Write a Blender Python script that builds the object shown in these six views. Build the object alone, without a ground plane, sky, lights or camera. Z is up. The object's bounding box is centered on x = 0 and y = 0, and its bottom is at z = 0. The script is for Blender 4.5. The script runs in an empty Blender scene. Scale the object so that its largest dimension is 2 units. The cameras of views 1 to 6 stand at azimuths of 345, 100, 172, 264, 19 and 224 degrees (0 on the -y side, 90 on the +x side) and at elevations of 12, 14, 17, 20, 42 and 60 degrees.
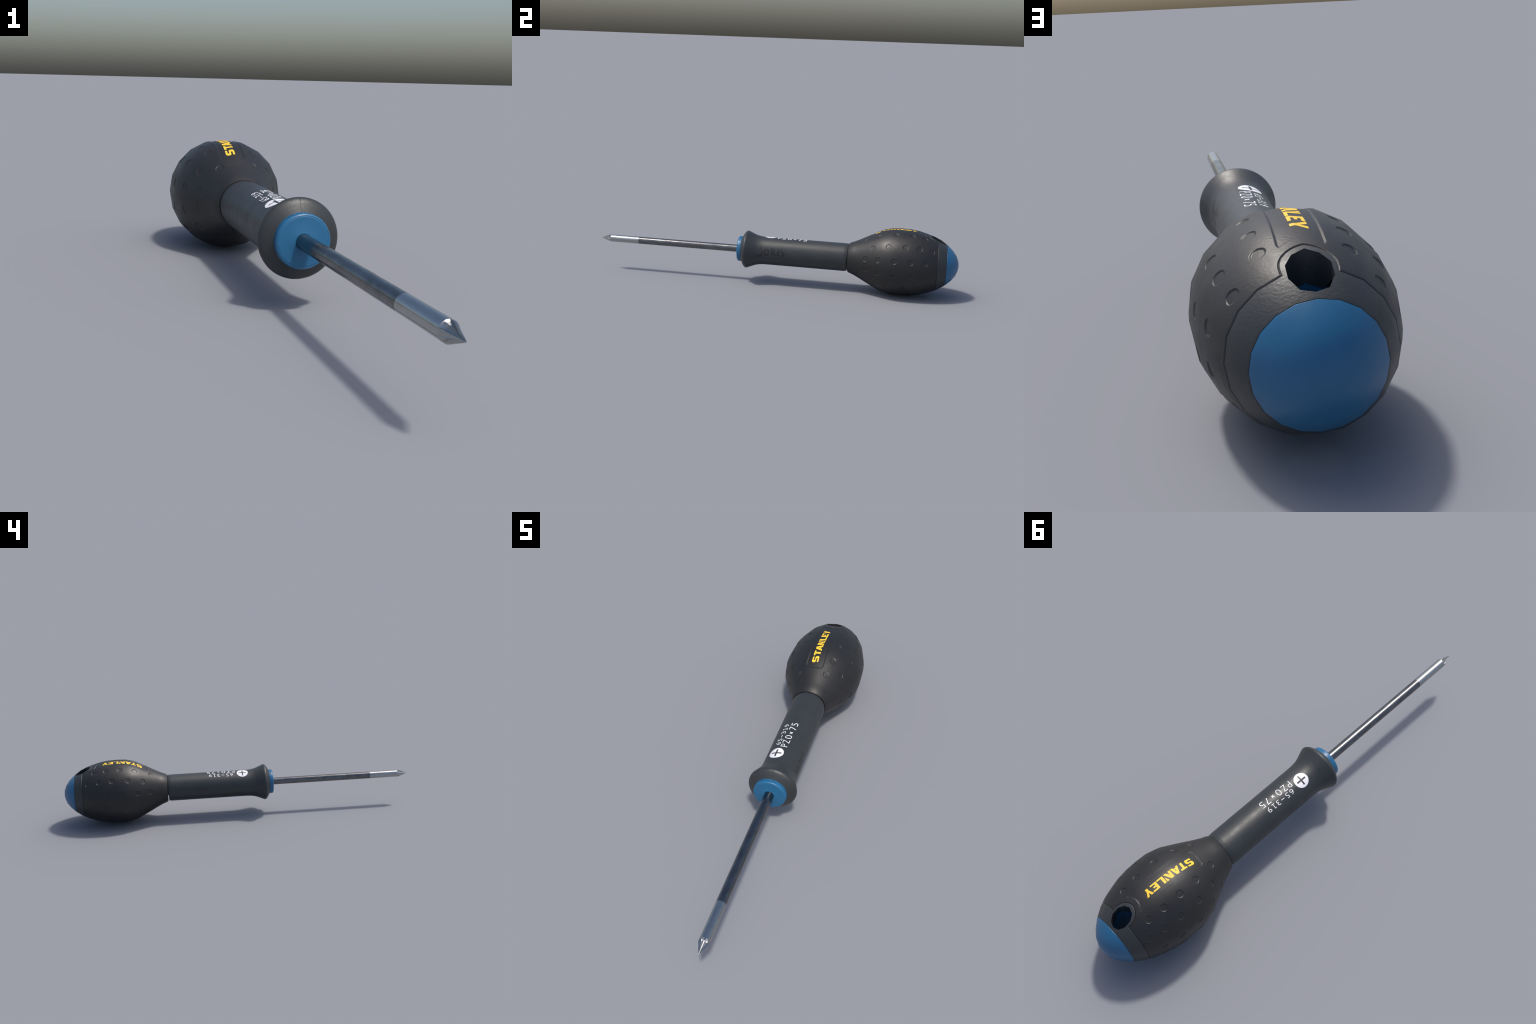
"""Ball-handled screwdriver lying along +y, tip at y = -1, end cap at y = +1.
Everything is turned about one axis: x = 0, z = AXIS_Z.  A point of the skin is given by
(y, phi), phi counted from straight up (+z) towards +x."""
import bpy, bmesh, math
import numpy as np
from mathutils import Vector

AXIS_Z = 0.1798
RAD = math.radians

# ------------------------------------------------------------------ materials
def new_material(name):
    m = bpy.data.materials.new(name)
    m.use_nodes = True
    nt = m.node_tree
    return m, nt, nt.nodes["Principled BSDF"]

def node(nt, kind, **inputs):
    n = nt.nodes.new(kind)
    for k, v in inputs.items():
        n.inputs[k.replace("_", " ")].default_value = v
    return n

def object_coords(nt, scale):
    tc = nt.nodes.new("ShaderNodeTexCoord")
    mp = nt.nodes.new("ShaderNodeMapping")
    mp.inputs["Scale"].default_value = scale
    nt.links.new(tc.outputs["Object"], mp.inputs["Vector"])
    return mp.outputs["Vector"]

def noise(nt, vec, scale, detail=4.0, rough=0.55):
    n = node(nt, "ShaderNodeTexNoise", Scale=scale, Detail=detail, Roughness=rough)
    nt.links.new(vec, n.inputs["Vector"])
    return n.outputs["Fac"]

def ramp(nt, fac, stops):
    r = nt.nodes.new("ShaderNodeValToRGB")
    e = r.color_ramp.elements
    e[0].position, e[0].color = stops[0]
    e[1].position, e[1].color = stops[-1]
    for p, c in stops[1:-1]:
        s = e.new(p); s.color = c
    nt.links.new(fac, r.inputs["Fac"])
    return r.outputs["Color"]

def grey(v):
    return (v, v, v, 1.0)

def moulded_plastic(name, colour, vary, rough, grain, grain_scale=(1, 1, 1), grain_size=170.0,
                    rough_vary=0.06, specular=0.5, scuff=None):
    """Moulded rubber or plastic: faintly mottled colour, leathery fine grain, mottled gloss."""
    m, nt, b = new_material(name)
    vec = object_coords(nt, (1, 1, 1))
    lo = tuple(c * (1 - vary) for c in colour) + (1,)
    hi = tuple(min(1, c * (1 + vary)) for c in colour) + (1,)
    col = ramp(nt, noise(nt, vec, 9.0), [(0.3, lo), (0.7, hi)])
    if scuff:                      # sparse pale dusty specks and scratches
        mix = nt.nodes.new("ShaderNodeMix"); mix.data_type = 'RGBA'
        mask = ramp(nt, noise(nt, vec, 42.0, 6.0, 0.7), [(0.70, grey(0)), (0.80, grey(0.45))])
        nt.links.new(mask, mix.inputs[0])
        nt.links.new(col, mix.inputs[6])
        mix.inputs[7].default_value = tuple(scuff) + (1,)
        col = mix.outputs[2]
    nt.links.new(col, b.inputs["Base Color"])
    rr = ramp(nt, noise(nt, vec, 23.0, 5.0), [(0.3, grey(rough - rough_vary)), (0.7, grey(rough + rough_vary))])
    nt.links.new(rr, b.inputs["Roughness"])
    b.inputs["Specular IOR Level"].default_value = specular
    if grain:
        gv = object_coords(nt, grain_scale)
        bump = node(nt, "ShaderNodeBump", Strength=grain, Distance=0.0016)
        nt.links.new(noise(nt, gv, grain_size, 3.0, 0.6), bump.inputs["Height"])
        nt.links.new(bump.outputs["Normal"], b.inputs["Normal"])
    return m

def steel(name, colour, rough, blotch, speck, pits):
    m, nt, b = new_material(name)
    b.inputs["Metallic"].default_value = 1.0
    vec = object_coords(nt, (1, 0.35, 1))
    lo = tuple(c * (1 - blotch) for c in colour) + (1,)
    hi = tuple(c * (1 + blotch) for c in colour) + (1,)
    nt.links.new(ramp(nt, noise(nt, vec, 60.0, 6.0, 0.65), [(0.3, lo), (0.7, hi)]), b.inputs["Base Color"])
    rr = ramp(nt, noise(nt, vec, 38.0, 6.0, 0.7), [(0.35, grey(rough)), (0.72, grey(rough + speck))])
    nt.links.new(rr, b.inputs["Roughness"])
    # fine pitting that dulls the polish
    fine = object_coords(nt, (1, 0.6, 1))
    bump = node(nt, "ShaderNodeBump", Strength=pits, Distance=0.0005)
    pit = ramp(nt, noise(nt, fine, 230.0, 3.0, 0.6), [(0.55, grey(0)), (0.75, grey(1))])
    nt.links.new(pit, bump.inputs["Height"])
    nt.links.new(bump.outputs["Normal"], b.inputs["Normal"])
    return m

def ink(name, colour, rough):
    m, nt, b = new_material(name)
    vec = object_coords(nt, (1, 1, 1))
    lo = tuple(c * 0.96 for c in colour) + (1,)
    hi = tuple(min(1, c * 1.03) for c in colour) + (1,)
    nt.links.new(ramp(nt, noise(nt, vec, 80.0), [(0.3, lo), (0.7, hi)]), b.inputs["Base Color"])
    b.inputs["Roughness"].default_value = rough
    return m

M_RUBBER = moulded_plastic("black_rubber", (0.0150, 0.0150, 0.0155), 0.14, 0.45, 0.28, (1, 1.8, 1), 170.0,
                           scuff=(0.05, 0.047, 0.042))
M_BAND = moulded_plastic("charcoal_plastic", (0.0295, 0.0330, 0.0352), 0.07, 0.45, 0.36, (1, 1.2, 1), 170.0)
M_NECK = moulded_plastic("slate_plastic", (0.0295, 0.0338, 0.0362), 0.09, 0.44, 0.24, (1, 1.0, 1), 190.0)
M_BLUE = moulded_plastic("blue_plastic", (0.017, 0.124, 0.258), 0.05, 0.38, 0.04, (1, 1, 1), 60.0, 0.04)
M_STEM = moulded_plastic("stem_plastic", (0.012, 0.012, 0.013), 0.1, 0.6, 0.0)
M_SHAFT = steel("darkened_steel", (0.165, 0.167, 0.172), 0.10, 0.26, 0.24, 0.22)
M_TIP = steel("bright_steel", (0.42, 0.425, 0.42), 0.14, 0.07, 0.12, 0.04)
M_YELLOW = ink("yellow_print", (0.86, 0.55, 0.034), 0.5)
M_WHITE = ink("white_print", (0.80, 0.80, 0.83), 0.5)
M_MARKER = moulded_plastic("marker_ink", (0.0140, 0.0138, 0.0148), 0.08, 0.45, 0.34, (1, 1, 1), 180.0)
M_EMBOSS = ink("blue_lettering", (0.012, 0.080, 0.190), 0.45)

# ------------------------------------------------------------------ scene tree
COLL = bpy.context.scene.collection
ROOT = bpy.data.objects.new("screwdriver", None)
COLL.objects.link(ROOT)
ROOT["label"] = "black bulb handled screwdriver with blue end cap and steel shaft"
ROOT["category"] = "screwdriver"

def add(name, mesh, material, parent):
    ob = bpy.data.objects.new(name, mesh)
    mesh.materials.append(material)
    COLL.objects.link(ob)
    ob.parent = parent
    return ob

# ------------------------------------------------------------------ the turned profiles
# bulb: the handle's ball is a low twenty-sided turning, (y, radius) of each ring
BULB = np.array([
    (0.4129, 0.0762), (0.4178, 0.0812), (0.4435, 0.0908), (0.4725, 0.1047), (0.5120, 0.1252),
    (0.5490, 0.1442), (0.5940, 0.1660), (0.6430, 0.1780), (0.6900, 0.1798), (0.7400, 0.1781),
    (0.7840, 0.1718), (0.8260, 0.1608), (0.8680, 0.1470), (0.9010, 0.1312), (0.9365, 0.1072),
    (0.9655, 0.0800), (0.9855, 0.0533), (0.9965, 0.0250), (1.0000, 0.0)])
SIDES = 20

NECK = np.array([
    (-0.1740, 0.0600), (-0.1772, 0.0672), (-0.1750, 0.0715), (-0.1690, 0.0825), (-0.1630, 0.0925), (-0.1565, 0.0998),
    (-0.1495, 0.1030), (-0.1425, 0.1014), (-0.1300, 0.0963), (-0.1150, 0.0902), (-0.1000, 0.0845),
    (-0.0820, 0.0797), (-0.0600, 0.0769), (-0.0300, 0.0761), (0.0500, 0.0760), (0.2000, 0.0760),
    (0.3940, 0.0760), (0.3965, 0.0755), (0.4000, 0.0752), (0.4060, 0.0742), (0.4098, 0.0725), (0.4098, 0.0440)])

COLLAR = np.array([
    (-0.1720, 0.0560), (-0.1720, 0.0690), (-0.1760, 0.0695), (-0.1900, 0.0695), (-0.1938, 0.0689), (-0.1962, 0.0673),
    (-0.1973, 0.0652), (-0.1968, 0.0644), (-0.1968, 0.0638), (-0.1975, 0.0630), (-0.1978, 0.0600),
    (-0.1980, 0.0250), (-0.1988, 0.0226), (-0.1990, 0.0205), (-0.1975, 0.0180)])

def ring_normals(prof):
    """Outward (axial, radial) normals at each ring, averaged from the neighbouring segments."""
    d = np.diff(prof, axis=0)
    ln = np.linalg.norm(d, axis=1, keepdims=True)
    seg = np.stack([-d[:, 1], d[:, 0]], 1) / ln
    n = np.zeros_like(prof)
    n[:-1] += seg; n[1:] += seg
    n[0] = seg[0]; n[-1] = seg[-1]
    return n / np.linalg.norm(n, axis=1, keepdims=True)

BULB_N = ring_normals(BULB)
BULB_N[0] = BULB_N[1]                                  # lip rolls inwards
BULB_N[-1] = (1.0, 0.0)

def bulb_radius(y):
    return np.interp(y, BULB[:, 0], BULB[:, 1])

def facet(phi):
    """Radius factor of a regular SIDES-gon with a corner at phi = 0."""
    a = 2 * math.pi / SIDES
    return math.cos(a / 2) / np.cos(np.mod(phi, a) - a / 2)

def sstep(lo, hi, x):
    t = np.clip((x - lo) / (hi - lo), 0, 1)
    return t * t * (3 - 2 * t)

def wrap(phi):
    return np.mod(phi + math.pi, 2 * math.pi) - math.pi

# ------------------------------------------------------------------ relief of the bulb
BAND_Y, CAP_Y = 0.8862, 0.9345
LOBE_Y, LOBE_X, LOBE_RY = 0.8830, 0.0475, 0.0540
HOLE_Y, HOLE_RX, HOLE_RY = 0.8832, 0.0375, 0.0428
LOBE_R = 0.146

def lobe_coord(phi):
    """Arc distance from the nearer hanging-hole centre line (top or underside)."""
    p = wrap(phi)
    p = np.where(np.abs(p) > math.pi / 2, wrap(p - math.pi), p)
    return p * LOBE_R

def band_edge(phi):
    q = np.clip(np.abs(lobe_coord(phi)) / LOBE_X, 0, 1)
    return np.minimum(BAND_Y, LOBE_Y - LOBE_RY * np.sqrt(1 - q * q) + 0.004 * q ** 8)

def seam_distance(y, phi):
    """> 0 on the rubber grip, < 0 on the band."""
    line = BAND_Y - y
    x = lobe_coord(phi)
    oval = (np.sqrt((x / LOBE_X) ** 2 + ((y - LOBE_Y) / LOBE_RY) ** 2) - 1) * 0.050
    return np.minimum(line, oval)

# finger dimples: fourteen meridians, two alternating rows of five
ROW_A = (0.5115, 0.5800, 0.6645, 0.7500, 0.8235)
ROW_B = (0.5480, 0.6300, 0.7180, 0.7910, 0.8550)
DIMPLES = []
for k in range(1, 14):
    if k == 1:
        phi, row = RAD(25.5), (0.5115, 0.5800, 0.6650, 0.7490, 0.8150)
    elif k == 13:
        phi, row = RAD(-28.7), (0.5035, 0.5930, 0.6735, 0.7510, 0.8175)
    else:
        phi = RAD(k * 360 / 14 - (0.3 if k < 7 else -0.3))
        row = ROW_B if k in (2, 5, 7, 9, 12) else ROW_A
    for y in row:
        DIMPLES.append((y, float(wrap(phi))))
DIMPLE_R, DIMPLE_DEPTH = 0.0141, 0.0020

def panel_distance(y, phi):
    """Signed distance to the recessed name panel, < 0 inside."""
    x = wrap(phi) * bulb_radius(y)
    mid = -0.0080 + (y - 0.53) * 0.028
    half = 0.0412
    cy, hy, rc = 0.6780, 0.1525, 0.018
    dx = np.abs(x - mid) - half + rc
    dy = np.abs(y - cy) - hy + rc
    box = np.hypot(np.maximum(dx, 0), np.maximum(dy, 0)) + np.minimum(np.maximum(dx, dy), 0) - rc
    oval = (1 - np.sqrt((x / 0.062) ** 2 + ((y - LOBE_Y) / 0.0755) ** 2)) * 0.068
    return np.maximum(box, oval)

def relief(y, phi):
    y, phi = np.broadcast_arrays(np.asarray(y, float), np.asarray(phi, float))
    h = np.zeros(y.shape)
    r = bulb_radius(y)
    slope = np.gradient(BULB[:, 1], BULB[:, 0])
    stretch = np.sqrt(1 + np.interp(y, BULB[:, 0], slope) ** 2)
    for cy, cp in DIMPLES:
        near = (np.abs(y - cy) < 0.03)
        if not near.any():
            continue
        d = np.hypot((y[near] - cy) * stretch[near], wrap(phi[near] - cp) * r[near])
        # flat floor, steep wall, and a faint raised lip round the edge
        h[near] += -DIMPLE_DEPTH * (1 - sstep(DIMPLE_R - 0.0022, DIMPLE_R + 0.0014, d))
    pd = panel_distance(y, phi)
    h += -0.0023 * (1 - sstep(-0.0036, 0.0008, pd))
    h += -0.0020 * (1 - sstep(0.0, 0.0020, np.abs(seam_distance(y, phi))))
    return h

def skin(y, phi, lift=0.0):
    """Point(s) on the finished bulb surface, lifted radially."""
    rr = bulb_radius(y) * facet(phi) + relief(y, phi) + lift
    return np.stack([rr * np.sin(phi), np.broadcast_to(y, np.shape(rr)), AXIS_Z + rr * np.cos(phi)], -1)

def skin_normal(y, phi):
    ny = np.interp(y, BULB[:, 0], BULB_N[:, 0])
    nr = np.interp(y, BULB[:, 0], BULB_N[:, 1])
    e = 4e-4
    r = np.maximum(bulb_radius(y), 0.02)
    hy = (relief(y + e, phi) - relief(y - e, phi)) / (2 * e)
    hp = (relief(y, phi + e / r) - relief(y, phi - e / r)) / (2 * e)
    ny = ny - hy * np.maximum(nr, 0.15)
    sp, cp = np.sin(phi), np.cos(phi)
    n = np.stack([nr * sp - hp * cp, ny, nr * cp + hp * sp], -1)
    return n / np.linalg.norm(n, axis=-1, keepdims=True)

# ------------------------------------------------------------------ mesh helpers
def grid_faces(rows, cols, closed=True):
    i, j = np.meshgrid(np.arange(rows - 1), np.arange(cols if closed else cols - 1), indexing="ij")
    j2 = (j + 1) % cols
    q = np.stack([i * cols + j, (i + 1) * cols + j, (i + 1) * cols + j2, i * cols + j2], -1)
    return q.reshape(-1, 4)

def make_mesh(name, verts, faces, smooth=True):
    me = bpy.data.meshes.new(name)
    me.from_pydata(np.asarray(verts).reshape(-1, 3).tolist(), [], [tuple(int(v) for v in f) for f in faces])
    me.validate()
    me.polygons.foreach_set("use_smooth", [smooth] * len(me.polygons))
    me.update()
    return me

def turn(name, prof, cols, tilt=None, crease=None, seam=None):
    """Turn a profile into a round mesh with smooth normals; tilt(y, phi) shifts rings along y."""
    phi = np.linspace(0, 2 * math.pi, cols, endpoint=False)
    y = np.repeat(prof[:, :1], cols, 1)
    r = np.repeat(prof[:, 1:], cols, 1)
    if tilt is not None:
        y = y + tilt(y, phi[None, :])
    if seam is not None:
        r = r + seam(y, wrap(phi)[None, :])
    v = np.stack([r * np.sin(phi), y, AXIS_Z + r * np.cos(phi)], -1)
    faces = [tuple(f) for f in grid_faces(len(prof), cols)]
    faces.append(tuple(range(cols)))
    faces.append(tuple(reversed(range((len(prof) - 1) * cols, len(prof) * cols))))
    me = make_mesh(name, v, faces)
    bm = bmesh.new(); bm.from_mesh(me)
    bmesh.ops.recalc_face_normals(bm, faces=bm.faces)
    for e in bm.edges:
        e.smooth = e.calc_face_angle(0) < RAD(crease or 40)
    bm.to_mesh(me); bm.free()
    return me

def refine(prof, step):
    """Catmull-Rom refinement of a profile so that it reads as a curve."""
    P = np.vstack([2 * prof[0] - prof[1], prof, 2 * prof[-1] - prof[-2]])
    out = []
    for i in range(1, len(P) - 2):
        n = max(1, int(np.linalg.norm(P[i + 1] - P[i]) / step))
        for t in np.arange(n) / n:
            a, b, c, d = P[i - 1], P[i], P[i + 1], P[i + 2]
            # centripetal-like: damp tangents to the shorter neighbour
            lb = np.linalg.norm(c - b)
            t1 = (c - a) / max(np.linalg.norm(c - a), 1e-9) * lb
            t2 = (d - b) / max(np.linalg.norm(d - b), 1e-9) * lb
            out.append((2*t**3-3*t**2+1)*b + (t**3-2*t**2+t)*t1 + (-2*t**3+3*t**2)*c + (t**3-t**2)*t2)
    out.append(prof[-1])
    return np.array(out)

# ------------------------------------------------------------------ rubber grip of the bulb
def column_angles(step_deg):
    base = np.arange(0, 360, step_deg)
    edge = math.degrees(LOBE_X / LOBE_R)
    extra = edge * np.sin(np.radians(np.linspace(62, 90, 16)))
    extra = np.concatenate([extra, -extra, 180 - extra, 180 + extra])
    a = np.unique(np.round(np.mod(np.concatenate([base, extra]), 360), 4))
    return np.radians(a)

def build_grip():
    phi = column_angles(0.4)
    end = band_edge(phi) - 0.0004
    rows = 300
    t = np.linspace(0, 1, rows) ** 0.97
    y = 0.4129 + t[:, None] * (end[None, :] - 0.4129)
    P = np.broadcast_to(phi[None, :], y.shape)
    v = skin(y, P)
    n = skin_normal(y, P)
    # front face runs in to the stem, rear edge tucks under the band
    def ring(yy, rr):
        return np.stack([rr * np.sin(phi), np.broadcast_to(yy, phi.shape), AXIS_Z + rr * np.cos(phi)], -1)[None]
    front = ring(0.4133, np.full(phi.shape, 0.043))
    rear = ring(end + 0.0012, bulb_radius(end) * facet(phi) - 0.014)
    fn = np.broadcast_to(np.array([0, -1.0, 0]), front.shape)
    rn = np.broadcast_to(np.array([0, 1.0, 0]), rear.shape)
    v = np.concatenate([front, ring(0.4129, bulb_radius(0.4129) * np.ones(phi.shape)), v, rear])
    n = np.concatenate([fn, fn, n, rn])
    me = make_mesh("grip", v, grid_faces(len(v), len(phi))[:, ::-1])
    me.normals_split_custom_set_from_vertices(n.reshape(-1, 3).tolist())
    return add("grip", me, M_RUBBER, ROOT)

# ------------------------------------------------------------------ band with the hanging hole
def hole_cutter(grow=1.0):
    bm = bmesh.new()
    tops, bots = [], []
    for k in range(10):
        a = k * math.tau / 10
        x, y = grow * HOLE_RX * math.sin(a), HOLE_Y - grow * HOLE_RY * math.cos(a)
        tops.append(bm.verts.new((x, y, AXIS_Z + 0.3)))
        bots.append(bm.verts.new((x, y, AXIS_Z - 0.3)))
    bm.faces.new(tops); bm.faces.new(bots[::-1])
    for k in range(10):
        j = (k + 1) % 10
        bm.faces.new((tops[k], bots[k], bots[j], tops[j]))
    bmesh.ops.recalc_face_normals(bm, faces=bm.faces)
    me = bpy.data.meshes.new("cutter"); bm.to_mesh(me); bm.free()
    ob = bpy.data.objects.new("cutter", me)
    COLL.objects.link(ob)
    return ob

def cut(ob, cutter):
    mod = ob.modifiers.new("hole", 'BOOLEAN')
    mod.operation, mod.object, mod.solver = 'DIFFERENCE', cutter, 'EXACT'
    dg = bpy.context.evaluated_depsgraph_get()
    dg.update()
    me = bpy.data.meshes.new_from_object(ob.evaluated_get(dg))
    ob.modifiers.clear()
    old = ob.data
    ob.data = me
    bpy.data.meshes.remove(old)
    return me

def hole_normal(p, fn):
    """Rounded shading for the walls of the hole, plain elsewhere."""
    v = np.array([-p[0] / HOLE_RX ** 2, -(p[1] - HOLE_Y) / HOLE_RY ** 2, 0.0])
    v /= max(np.linalg.norm(v), 1e-9)
    return v if abs(fn[2]) < 0.02 and float(v @ fn) > 0.85 else fn

WALL = 0.056          # thickness of the band before the blue core shows in the hole

def build_band(cutter):
    phi = column_angles(1.0)
    start = band_edge(phi) + 0.0004
    rows = 46
    t = np.linspace(0, 1, rows)
    y = start[None, :] + t[:, None] * (CAP_Y - 0.0004 - start[None, :])
    P = np.broadcast_to(phi[None, :], y.shape)
    lip = -0.0020 * (1 - sstep(0, 0.0018, CAP_Y - y))
    v = skin(y, P, lip)
    inner_r = bulb_radius(y[::-1]) * facet(P) - WALL
    yi = y[::-1]
    vi = np.stack([inner_r * np.sin(P), yi, AXIS_Z + inner_r * np.cos(P)], -1)
    allv = np.concatenate([v, vi])
    faces = grid_faces(2 * rows, len(phi)).tolist()
    nc = len(phi)
    for j in range(nc):
        k = (j + 1) % nc
        faces.append(((2 * rows - 1) * nc + j, j, k, (2 * rows - 1) * nc + k))
    me = make_mesh("end_band", allv, faces)
    bm = bmesh.new(); bm.from_mesh(me)
    bmesh.ops.recalc_face_normals(bm, faces=bm.faces)
    bm.to_mesh(me); bm.free()
    ob = add("end_band", me, M_BAND, ROOT)
    me = cut(ob, cutter)
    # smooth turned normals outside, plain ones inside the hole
    co = np.empty(len(me.vertices) * 3); me.vertices.foreach_get("co", co); co = co.reshape(-1, 3)
    py, pp = co[:, 1], np.arctan2(co[:, 0], co[:, 2] - AXIS_Z)
    pr = np.hypot(co[:, 0], co[:, 2] - AXIS_Z)
    outer = pr > bulb_radius(py) * facet(pp) - 0.008
    sn = skin_normal(py, pp)
    loops = np.zeros((len(me.loops), 3))
    cen = np.empty(len(me.polygons) * 3); me.polygons.foreach_get("center", cen); cen = cen.reshape(-1, 3)
    mid = skin_normal(cen[:, 1], np.arctan2(cen[:, 0], cen[:, 2] - AXIS_Z))
    for p in me.polygons:
        fn = np.array(p.normal)
        vs = list(p.vertices)
        on_skin = outer[vs].all() and float(fn @ mid[p.index]) > 0.6
        for li, vi_ in zip(p.loop_indices, vs):
            loops[li] = sn[vi_] if on_skin else hole_normal(co[vi_], fn)
    me.polygons.foreach_set("use_smooth", [True] * len(me.polygons))
    me.normals_split_custom_set(loops.tolist())
    return ob

def build_core(cutter):
    prof = np.array([(0.845, 0.0), (0.845, 0.118), (0.868, 0.1470 - WALL + 0.006), (0.901, 0.1312 - WALL + 0.006),
                     (0.929, 0.1120 - WALL + 0.006), (0.931, 0.050), (0.931, 0.0)])
    # start ahead of the hole so that the tunnel stays closed on its front side
    prof = np.vstack([[(0.80, 0.02), (0.80, 0.118)], prof[2:-1], [(0.931, 0.02)]])
    me = turn("core", prof, 40, crease=30)
    ob = add("core", me, M_BLUE, ROOT)
    me = cut(ob, cutter)
    loops = np.zeros((len(me.loops), 3))
    for p in me.polygons:
        for li, vi in zip(p.loop_indices, p.vertices):
            loops[li] = hole_normal(np.array(me.vertices[vi].co), np.array(p.normal))
    me.polygons.foreach_set("use_smooth", [True] * len(me.polygons))
    me.normals_split_custom_set(loops.tolist())
    return ob

def build_cap():
    cols = 240
    phi = np.linspace(0, 2 * math.pi, cols, endpoint=False)
    ys = np.concatenate([CAP_Y + 0.0003 + np.linspace(0, 0.0036, 9), np.linspace(CAP_Y + 0.005, 0.9965, 40), [0.998, 0.9994]])
    y = np.repeat(ys[:, None], cols, 1)
    P = np.repeat(phi[None, :], len(ys), 0)
    drop = -0.0022 * (1 - sstep(0, 0.0030, y - CAP_Y))
    rr = bulb_radius(y) * facet(P) + drop
    v = np.stack([rr * np.sin(P), y, AXIS_Z + rr * np.cos(P)], -1)
    ny = np.interp(y, BULB[:, 0], BULB_N[:, 0]) - 0.9 * (1 - sstep(0, 0.0032, y - CAP_Y))
    nr = np.interp(y, BULB[:, 0], BULB_N[:, 1])
    n = np.stack([nr * np.sin(P), ny, nr * np.cos(P)], -1)
    inner = np.array([[(0.09 * math.sin(p), CAP_Y - 0.0024, AXIS_Z + 0.09 * math.cos(p)) for p in phi]])
    v = np.concatenate([inner, v]).reshape(-1, 3)
    n = np.concatenate([np.broadcast_to(np.array([0, -1.0, 0]), inner.shape), n]).reshape(-1, 3)
    n /= np.linalg.norm(n, axis=1, keepdims=True)
    v = np.vstack([v, [(0, 1.0, AXIS_Z)], [(0, CAP_Y - 0.0024, AXIS_Z)]])
    n = np.vstack([n, [(0, 1.0, 0)], [(0, -1.0, 0)]])
    rows = len(ys) + 1
    faces = grid_faces(rows, cols)[:, ::-1].tolist()
    pole, back = rows * cols, rows * cols + 1
    for j in range(cols):
        k = (j + 1) % cols
        faces.append(((rows - 1) * cols + k, (rows - 1) * cols + j, pole)[::-1])
        faces.append((j, k, back)[::-1])
    me = make_mesh("end_cap", v, faces)
    me.normals_split_custom_set_from_vertices(n.tolist())
    return add("end_cap", me, M_BLUE, ROOT)

# ------------------------------------------------------------------ neck, collar, stem, shaft
def build_neck():
    def tilt(y, phi):        # the rear end is cut a little aslant, opening a gap underneath
        return np.where(y > 0.39, 0.0030 * np.cos(phi) * (y - 0.39) / 0.0198, 0.0)
    def seam(y, phi):        # fine mould line across the top of the flared rim
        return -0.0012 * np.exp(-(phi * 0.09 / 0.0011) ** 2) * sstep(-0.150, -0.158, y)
    prof = np.vstack([NECK[:1], refine(NECK[1:-1], 0.003), NECK[-1:]])
    me = turn("neck", prof, 360, tilt, 42, seam)
    return add("neck", me, M_NECK, ROOT)

def build_collar():
    me = turn("collar", COLLAR, 160, crease=50)
    return add("collar", me, M_BLUE, ROOT)

def build_stem():
    me = turn("stem", np.array([(0.36, 0.02), (0.36, 0.0425), (0.46, 0.0425), (0.46, 0.02)]), 64)
    return add("stem", me, M_STEM, ROOT)

SHAFT_R, BRIGHT_Y = 0.0200, -0.7775
def build_shaft():
    me = turn("shaft", np.array([(-0.160, 0.004), (-0.160, SHAFT_R), (BRIGHT_Y, SHAFT_R), (BRIGHT_Y, 0.004)]), 64)
    return add("shaft", me, M_SHAFT, ROOT)

def build_bit():
    """Bright end of the shaft, ground to a four-winged cross point."""
    cols = 192
    phi = np.linspace(0, 2 * math.pi, cols, endpoint=False)
    ys = np.concatenate([[BRIGHT_Y + 0.0002], np.linspace(-0.80, -0.938, 5), np.linspace(-0.940, -0.999, 60), [-1.0]])
    wing0 = RAD(14)
    d = np.mod(phi - wing0 + math.pi / 4, math.pi / 2) - math.pi / 4
    rows = []
    for y in ys:
        cone = np.interp(-y, [0.0, 0.9525, 0.9975, 1.0], [SHAFT_R, SHAFT_R, 0.0024, 0.0012])
        core = np.interp(-y, [0.0, 0.9425, 0.9465, 0.9525, 0.9750, 0.9975, 1.0], [0.03, 0.0205, 0.0166, 0.0122, 0.0052, 0.0013, 0.0008])
        half = np.interp(-y, [0.0, 0.9425, 1.0], [0.0036, 0.0032, 0.0006])
        core = core * (1 + 0.22 * np.exp(-((np.abs(d) - math.pi / 4) / RAD(7)) ** 2) * sstep(0.944, 0.952, -y))
        wing = half / np.maximum(np.abs(np.sin(d)), 1e-3)
        r = np.minimum(cone, np.maximum(core, wing))
        rows.append(np.stack([r * np.sin(phi), np.full(cols, y), AXIS_Z + r * np.cos(phi)], -1))
    v = np.concatenate([r.reshape(-1, 3) for r in rows])
    faces = grid_faces(len(ys), cols).tolist()
    faces.append(list(range(cols)))
    faces.append(list(range((len(ys) - 1) * cols, len(ys) * cols)))
    me = make_mesh("bit", v, faces)
    bm = bmesh.new(); bm.from_mesh(me)
    bmesh.ops.recalc_face_normals(bm, faces=bm.faces)
    for e in bm.edges:
        e.smooth = e.calc_face_angle(0) < RAD(24)
    bm.to_mesh(me); bm.free()
    return add("bit", me, M_TIP, ROOT)

# ------------------------------------------------------------------ marks laid on the surface
def neck_radius(y):
    return np.interp(y, NECK[2:-1, 0], NECK[2:-1, 1])

def collar_radius(y):
    return np.full(np.shape(y), 0.0695)

def on_bulb(y, arc, lift):
    phi = arc / bulb_radius(y)
    return skin(y, phi, lift)

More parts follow.
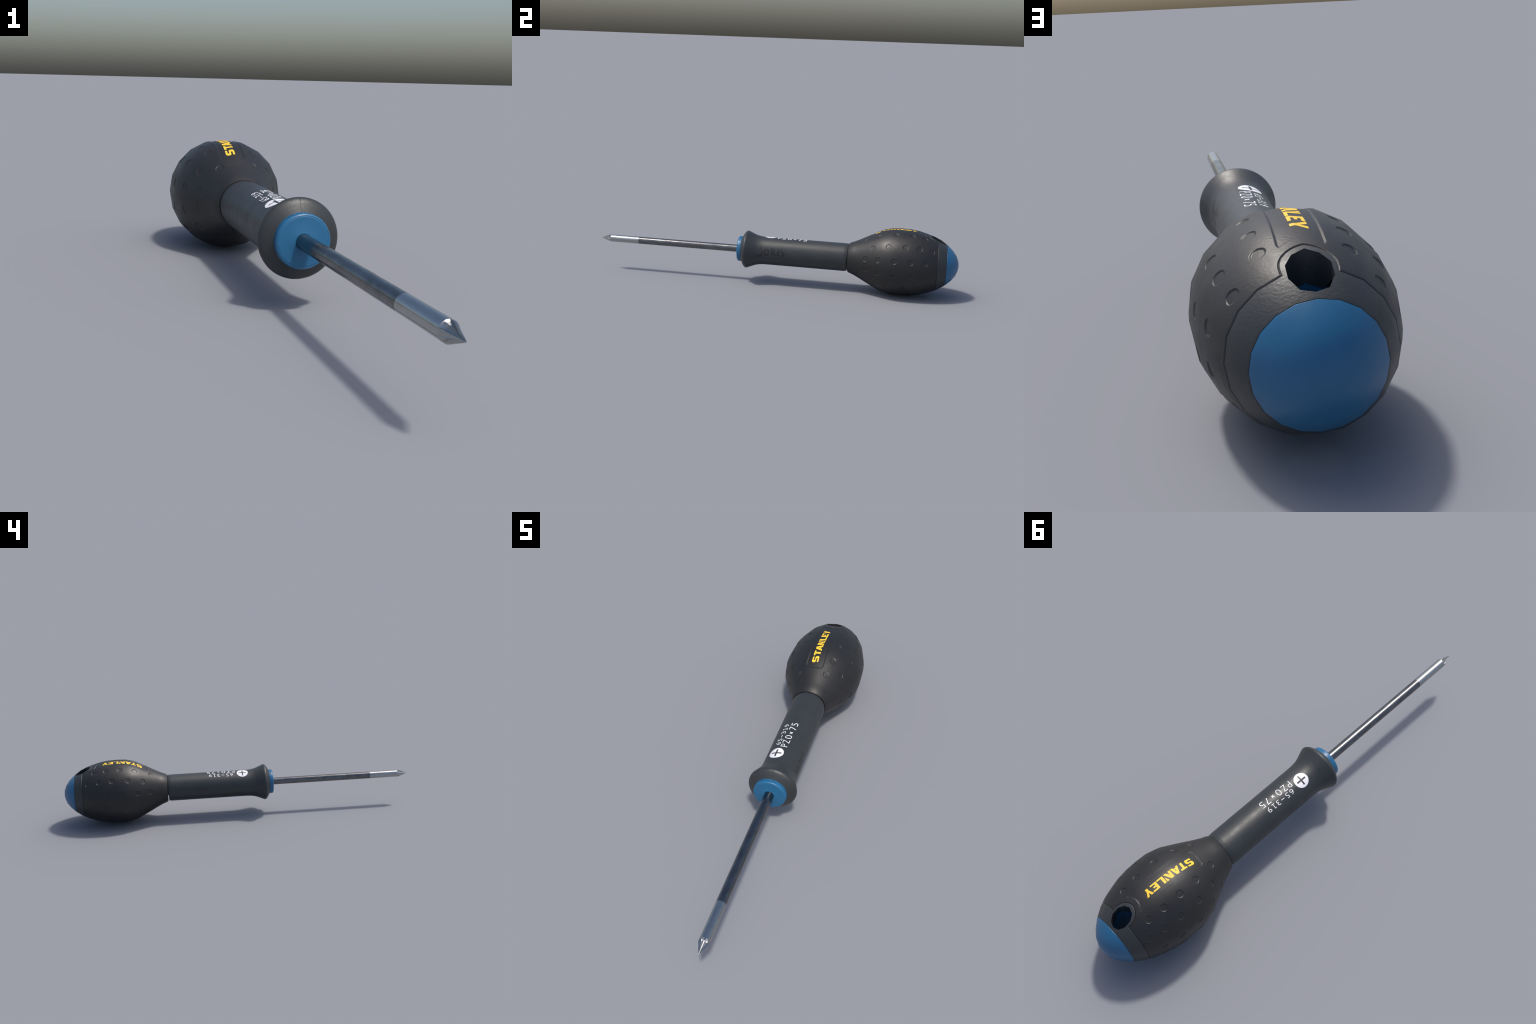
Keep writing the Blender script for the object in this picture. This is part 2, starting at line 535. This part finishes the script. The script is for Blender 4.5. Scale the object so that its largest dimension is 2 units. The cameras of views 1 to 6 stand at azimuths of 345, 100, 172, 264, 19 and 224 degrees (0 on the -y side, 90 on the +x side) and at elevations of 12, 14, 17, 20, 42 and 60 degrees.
def on_turned(radius):
    def place(y, arc, lift):
        r0 = radius(y)
        phi = arc / np.maximum(r0, 1e-6)
        r = r0 + lift
        return np.stack([r * np.sin(phi), y, AXIS_Z + r * np.cos(phi)], -1)
    return place

def lay(name, bm, place, material, parent, lift=0.0003, sink=0.0010, cell=0.0032):
    """Take flat faces given in (y, arc) and lay them on the surface as a thin raised print."""
    bm.normal_update()
    bmesh.ops.triangulate(bm, faces=bm.faces[:])
    for _ in range(6):
        long_edges = [e for e in bm.edges if e.calc_length() > cell]
        if not long_edges:
            break
        bmesh.ops.subdivide_edges(bm, edges=long_edges, cuts=1, use_grid_fill=False)
        bm.normal_update()
        bmesh.ops.triangulate(bm, faces=[f for f in bm.faces if len(f.verts) > 3])
    bmesh.ops.remove_doubles(bm, verts=bm.verts[:], dist=1e-6)
    top = bm.faces[:]
    ext = bmesh.ops.extrude_face_region(bm, geom=top)
    moved = {g for g in ext["geom"] if isinstance(g, bmesh.types.BMVert)}
    vs = bm.verts[:]
    y = np.array([v.co.x for v in vs]); arc = np.array([v.co.y for v in vs])
    up = np.array([lift if v in moved else -sink for v in vs])
    pos = place(y, arc, up)
    for v, p in zip(vs, pos):
        v.co = Vector(p)
    bmesh.ops.recalc_face_normals(bm, faces=bm.faces)
    me = bpy.data.meshes.new(name)
    bm.to_mesh(me); bm.free()
    return add(name, me, material, parent)

def polygon_shape(loops):
    """Flat shape from an outline and optional holes, filled."""
    bm = bmesh.new()
    edges = []
    for lp in loops:
        vs = [bm.verts.new((p[0], p[1], 0)) for p in lp]
        edges += [bm.edges.new((vs[i], vs[(i + 1) % len(vs)])) for i in range(len(vs))]
    bmesh.ops.triangle_fill(bm, use_beauty=True, use_dissolve=False, edges=edges)
    return bm

def stroke_shape(points, widths, closed=False, steps=10):
    """Round-ended pen stroke through control points (smooth curve, varying width)."""
    P = [np.array(p, float) for p in points]
    n = len(P)
    pts, wid = [], []
    segs = n if closed else n - 1
    for i in range(segs):
        a = P[(i - 1) % n] if (closed or i > 0) else P[0]
        b, c = P[i % n], P[(i + 1) % n]
        d = P[(i + 2) % n] if (closed or i + 2 < n) else P[-1]
        w0, w1 = widths[i % n], widths[(i + 1) % n]
        for t in np.arange(steps) / steps:
            pts.append(0.5 * (2*b + (c-a)*t + (2*a-5*b+4*c-d)*t*t + (3*b-a-3*c+d)*t**3))
            wid.append(w0 + (w1 - w0) * t)
    if not closed:
        pts.append(P[-1]); wid.append(widths[-1])
    pts = np.array(pts); wid = np.array(wid) / 2
    tan = np.roll(pts, -1, 0) - np.roll(pts, 1, 0)
    if not closed:
        tan[0] = pts[1] - pts[0]; tan[-1] = pts[-1] - pts[-2]
    tan /= np.linalg.norm(tan, axis=1, keepdims=True)
    nor = np.stack([-tan[:, 1], tan[:, 0]], 1)
    L, R = pts + nor * wid[:, None], pts - nor * wid[:, None]
    bm = bmesh.new()
    lv = [bm.verts.new((p[0], p[1], 0)) for p in L]
    rv = [bm.verts.new((p[0], p[1], 0)) for p in R]
    m = len(pts)
    for i in range(m if closed else m - 1):
        j = (i + 1) % m
        bm.faces.new((lv[i], lv[j], rv[j], rv[i]))
    if not closed:
        for end, sgn in ((0, 1), (m - 1, -1)):
            arc = [bm.verts.new((*(pts[end] + wid[end] * (nor[end] * math.cos(a) - sgn * tan[end] * math.sin(a))), 0))
                   for a in np.linspace(0, math.pi, 9)[1:-1]]
            bm.faces.new([lv[end]] + arc + [rv[end]])
    return bm

FONT_CACHE = {}
def glyph_shape(char, box, thin=0.0):
    """Built-in font character scaled into box = (u0, u1, v0, v1) of text space."""
    cu = bpy.data.curves.new("glyph", 'FONT')
    cu.body = char
    cu.resolution_u = 6
    cu.offset = thin
    ob = bpy.data.objects.new("glyph", cu)
    COLL.objects.link(ob)
    dg = bpy.context.evaluated_depsgraph_get(); dg.update()
    me = bpy.data.meshes.new_from_object(ob.evaluated_get(dg))
    bpy.data.objects.remove(ob); bpy.data.curves.remove(cu)
    bm = bmesh.new(); bm.from_mesh(me); bpy.data.meshes.remove(me)
    xs = [v.co.x for v in bm.verts]; ys = [v.co.y for v in bm.verts]
    x0, x1, y0, y1 = min(xs), max(xs), min(ys), max(ys)
    u0, u1, v0, v1 = box
    for v in bm.verts:
        v.co = ((u0 + (v.co.x - x0) / (x1 - x0) * (u1 - u0)), (v0 + (v.co.y - y0) / (y1 - y0) * (v1 - v0)), 0)
    return bm

def text_to_surface(bm, baseline):
    """Text runs towards +y with its head towards -x: (u, v) -> (y, arc)."""
    for v in bm.verts:
        u, w = v.co.x, v.co.y
        v.co = (u, baseline(u) - w, 0)
    return bm

# the name on the bulb: blocky capitals, outlines in a 0..1 box, placed by (start, end)
LETTERS = [
    (0.5510, 0.5800, [[(.10, 0), (.86, 0), (1, .14), (1, .46), (.86, .60), (.36, .60), (.34, .64), (.34, .74), (.38, .78), (.94, .78),
                       (.90, 1), (.16, 1), (0, .85), (0, .54), (.14, .40), (.62, .40), (.66, .36), (.66, .26), (.62, .22), (.04, .22)]]),
    (0.5838, 0.6106, [[(.30, 0), (.66, 0), (.66, .76), (1, .76), (1, 1), (0, 1), (0, .76), (.30, .76)]]),
    (0.6100, 0.6432, [[(0, 0), (.28, 0), (.34, .18), (.66, .18), (.72, 0), (1, 0), (.70, 1), (.36, 1)],
                      [(.43, .36), (.58, .36), (.51, .62)]]),
    (0.6455, 0.6780, [[(0, 0), (.30, 0), (.30, .50), (.62, 0), (.95, 0), (.40, 1), (0, 1)],
                      ]),
    (0.6815, 0.7088, [[(0, 0), (1, 0), (1, .20), (.38, .20), (.38, 1), (0, 1)]]),
    (0.7113, 0.7400, [[(0, 0), (.97, 0), (.97, .20), (.36, .20), (.36, .40), (.72, .40), (.72, .60), (.36, .60), (.36, .79), (1, .79),
                       (1, 1), (0, 1)]]),
    (0.7418, 0.7720, [[(.30, 0), (.64, 0), (.64, .36), (1, 1), (.66, 1), (.50, .58), (.34, 1), (0, 1), (.30, .36)]]),
]
N_WEDGE = [(.68, 1), (1.0, 1), (1.0, .34)]

def build_name(grip):
    base = lambda u: 0.0042 + (u - 0.56) * 0.019
    height = 0.0305
    for u0, u1, loops in LETTERS:
        w = u1 - u0
        fit = lambda lp: [(u0 + a * w, b * height) for a, b in lp]
        bm = polygon_shape([fit(lp) for lp in loops])
        if abs(u0 - 0.6455) < 1e-6:                       # the N is split by a slanted gap
            vs = [bm.verts.new((p[0], p[1], 0)) for p in fit(N_WEDGE)]
            bm.faces.new(vs)
        lay("letter", text_to_surface(bm, base), on_bulb, M_YELLOW, grip, 0.0003, 0.0010)

def build_neck_print(neck):
    place = on_turned(neck_radius)
    base = lambda u: 0.0125 + (u - 0.03) * 0.036
    h = 0.0295
    for ch, u0, u1 in (("P", .0225, .0400), ("Z", .0465, .0675), ("0", .0765, .0980), ("7", .1370, .1570), ("5", .1640, .1835)):
        lay("printed_character", text_to_surface(glyph_shape(ch, (u0, u1, 0, h), -0.010), base), place, M_WHITE, neck)
    # small multiplication sign
    cu, cv, a = 0.1160, 0.0125, 0.0062
    bm2 = bmesh.new()
    s = 0.0016
    plus = [(-s, a + s), (s, a + s), (s, s), (a + s, s), (a + s, -s), (s, -s), (s, -a - s), (-s, -a - s), (-s, -s), (-a - s, -s), (-a - s, s), (-s, s)]
    c = math.cos(math.pi / 4)
    vs = [bm2.verts.new((cu + (p - q) * c, cv + (p + q) * c, 0)) for p, q in plus]
    bm2.faces.new(vs)
    lay("printed_character", text_to_surface(bm2, base), place, M_WHITE, neck)
    base2 = lambda u: -0.0228 + (u - 0.04) * 0.020
    h2 = 0.0222
    for ch, mid, w in (("6", .0435, .0165), ("5", .0668, .0155), ("3", .1168, .0155), ("9", .1650, .0165)):
        lay("printed_character", text_to_surface(glyph_shape(ch, (mid - w / 2, mid + w / 2, 0, h2), -0.008), base2), place, M_WHITE, neck)
    one = [(-.5, 0), (.5, 0), (.5, .11), (.10, .11), (.10, 1), (-.09, 1), (-.48, .90), (-.48, .79), (-.10, .88), (-.10, .11), (-.5, .11)]
    bm = polygon_shape([[(0.1408 + p * 0.0135, q * h2) for p, q in one]])
    lay("printed_character", text_to_surface(bm, base2), place, M_WHITE, neck)
    bm = stroke_shape([(0.0855, 0.0105), (0.0995, 0.0105)], [0.0028] * 2)
    lay("printed_character", text_to_surface(bm, base2), place, M_WHITE, neck)
    # white disc with a cut-out cross
    cy, ca, R = -0.0205, -0.0222, 0.0318
    disc = [(cy + R * math.cos(t), ca + R * math.sin(t)) for t in np.linspace(0, math.tau, 72, endpoint=False)]
    L, s = 0.0222, 0.0036
    cross = [(-s, L), (s, L), (s, s), (L, s), (L, -s), (s, -s), (s, -L), (-s, -L), (-s, -s), (-L, -s), (-L, s), (-s, s)]
    bm = polygon_shape([disc, [(cy + p, ca + q) for p, q in cross]])
    lay("cross_symbol", bm, place, M_WHITE, neck)

def build_marker(neck):
    """Hand-written marker letters on the +x side of the neck, given as (y, arc) pen strokes."""
    place = on_turned(neck_radius)
    strokes = [
        [([(-.0658, .0796), (-.0607, .0923), (-.0545, .1090), (-.0528, .1225), (-.0600, .1326), (-.0764, .1372)],
          [.0040, .0062, .0078, .0090, .0092, .0095], False)],
        [([(-.0294, .0935), (-.0160, .1045), (-.0205, .1200), (-.0285, .1250), (-.0375, .1190), (-.0418, .1070)],
          [.0092] * 6, True)],
        [([(-.0002, .0865), (.0012, .1040), (.0070, .1235)], [.0070, .0085, .0080], False),
         ([(.0010, .0865), (.0130, .0905), (.0160, .0980), (.0060, .1065)], [.0070, .0075, .0085, .0070], False),
         ([(.0088, .1060), (.0165, .1130), (.0255, .1225)], [.0070, .0080, .0065], False)],
        [([(.0350, .0885), (.0362, .1040), (.0378, .1220)], [.0070, .0098, .0090], False)],
        [([(.0568, .0850), (.0515, .0925), (.0577, .1006), (.0672, .1075), (.0660, .1165), (.0594, .1240)],
          [.0055, .0072, .0082, .0092, .0095, .0085], False)],
    ]
    for n, letter in enumerate(strokes):
        made = []
        for i, (pts, w, closed) in enumerate(letter):
            bm = stroke_shape(pts, w, closed)
            made.append(lay("marker_letter", bm, place, M_MARKER, neck, 0.0002 + 0.00006 * i))
        if len(made) > 1:                    # join the strokes of one letter
            bm = bmesh.new()
            for ob in made:
                bm.from_mesh(ob.data)
            keep = made[0]
            bm.to_mesh(keep.data); bm.free()
            for ob in made[1:]:
                me = ob.data
                bpy.data.objects.remove(ob); bpy.data.meshes.remove(me)

def build_collar_word(collar):
    place = on_turned(collar_radius)
    word = "FRANCE"
    start, pitch, w, h = -0.0400, 0.0100, 0.0072, 0.0085
    for i, ch in enumerate(word):
        a0 = start + i * pitch
        bm = glyph_shape(ch, (a0, a0 + w, 0, h))
        for v in bm.verts:                       # reads along +x with its head towards the handle
            v.co = (-0.1895 + v.co.y, v.co.x, 0)
        lay("embossed_letter", bm, place, M_EMBOSS, collar, 0.0003, 0.0010)

# ------------------------------------------------------------------ build
grip = build_grip()
cutter = hole_cutter()
build_band(cutter)
bpy.data.objects.remove(cutter)
cutter = hole_cutter(1.015)
build_core(cutter)
bpy.data.objects.remove(cutter)
build_cap()
neck = build_neck()
collar = build_collar()
build_stem()
build_shaft()
build_bit()
build_name(grip)
build_neck_print(neck)
build_marker(neck)
build_collar_word(collar)
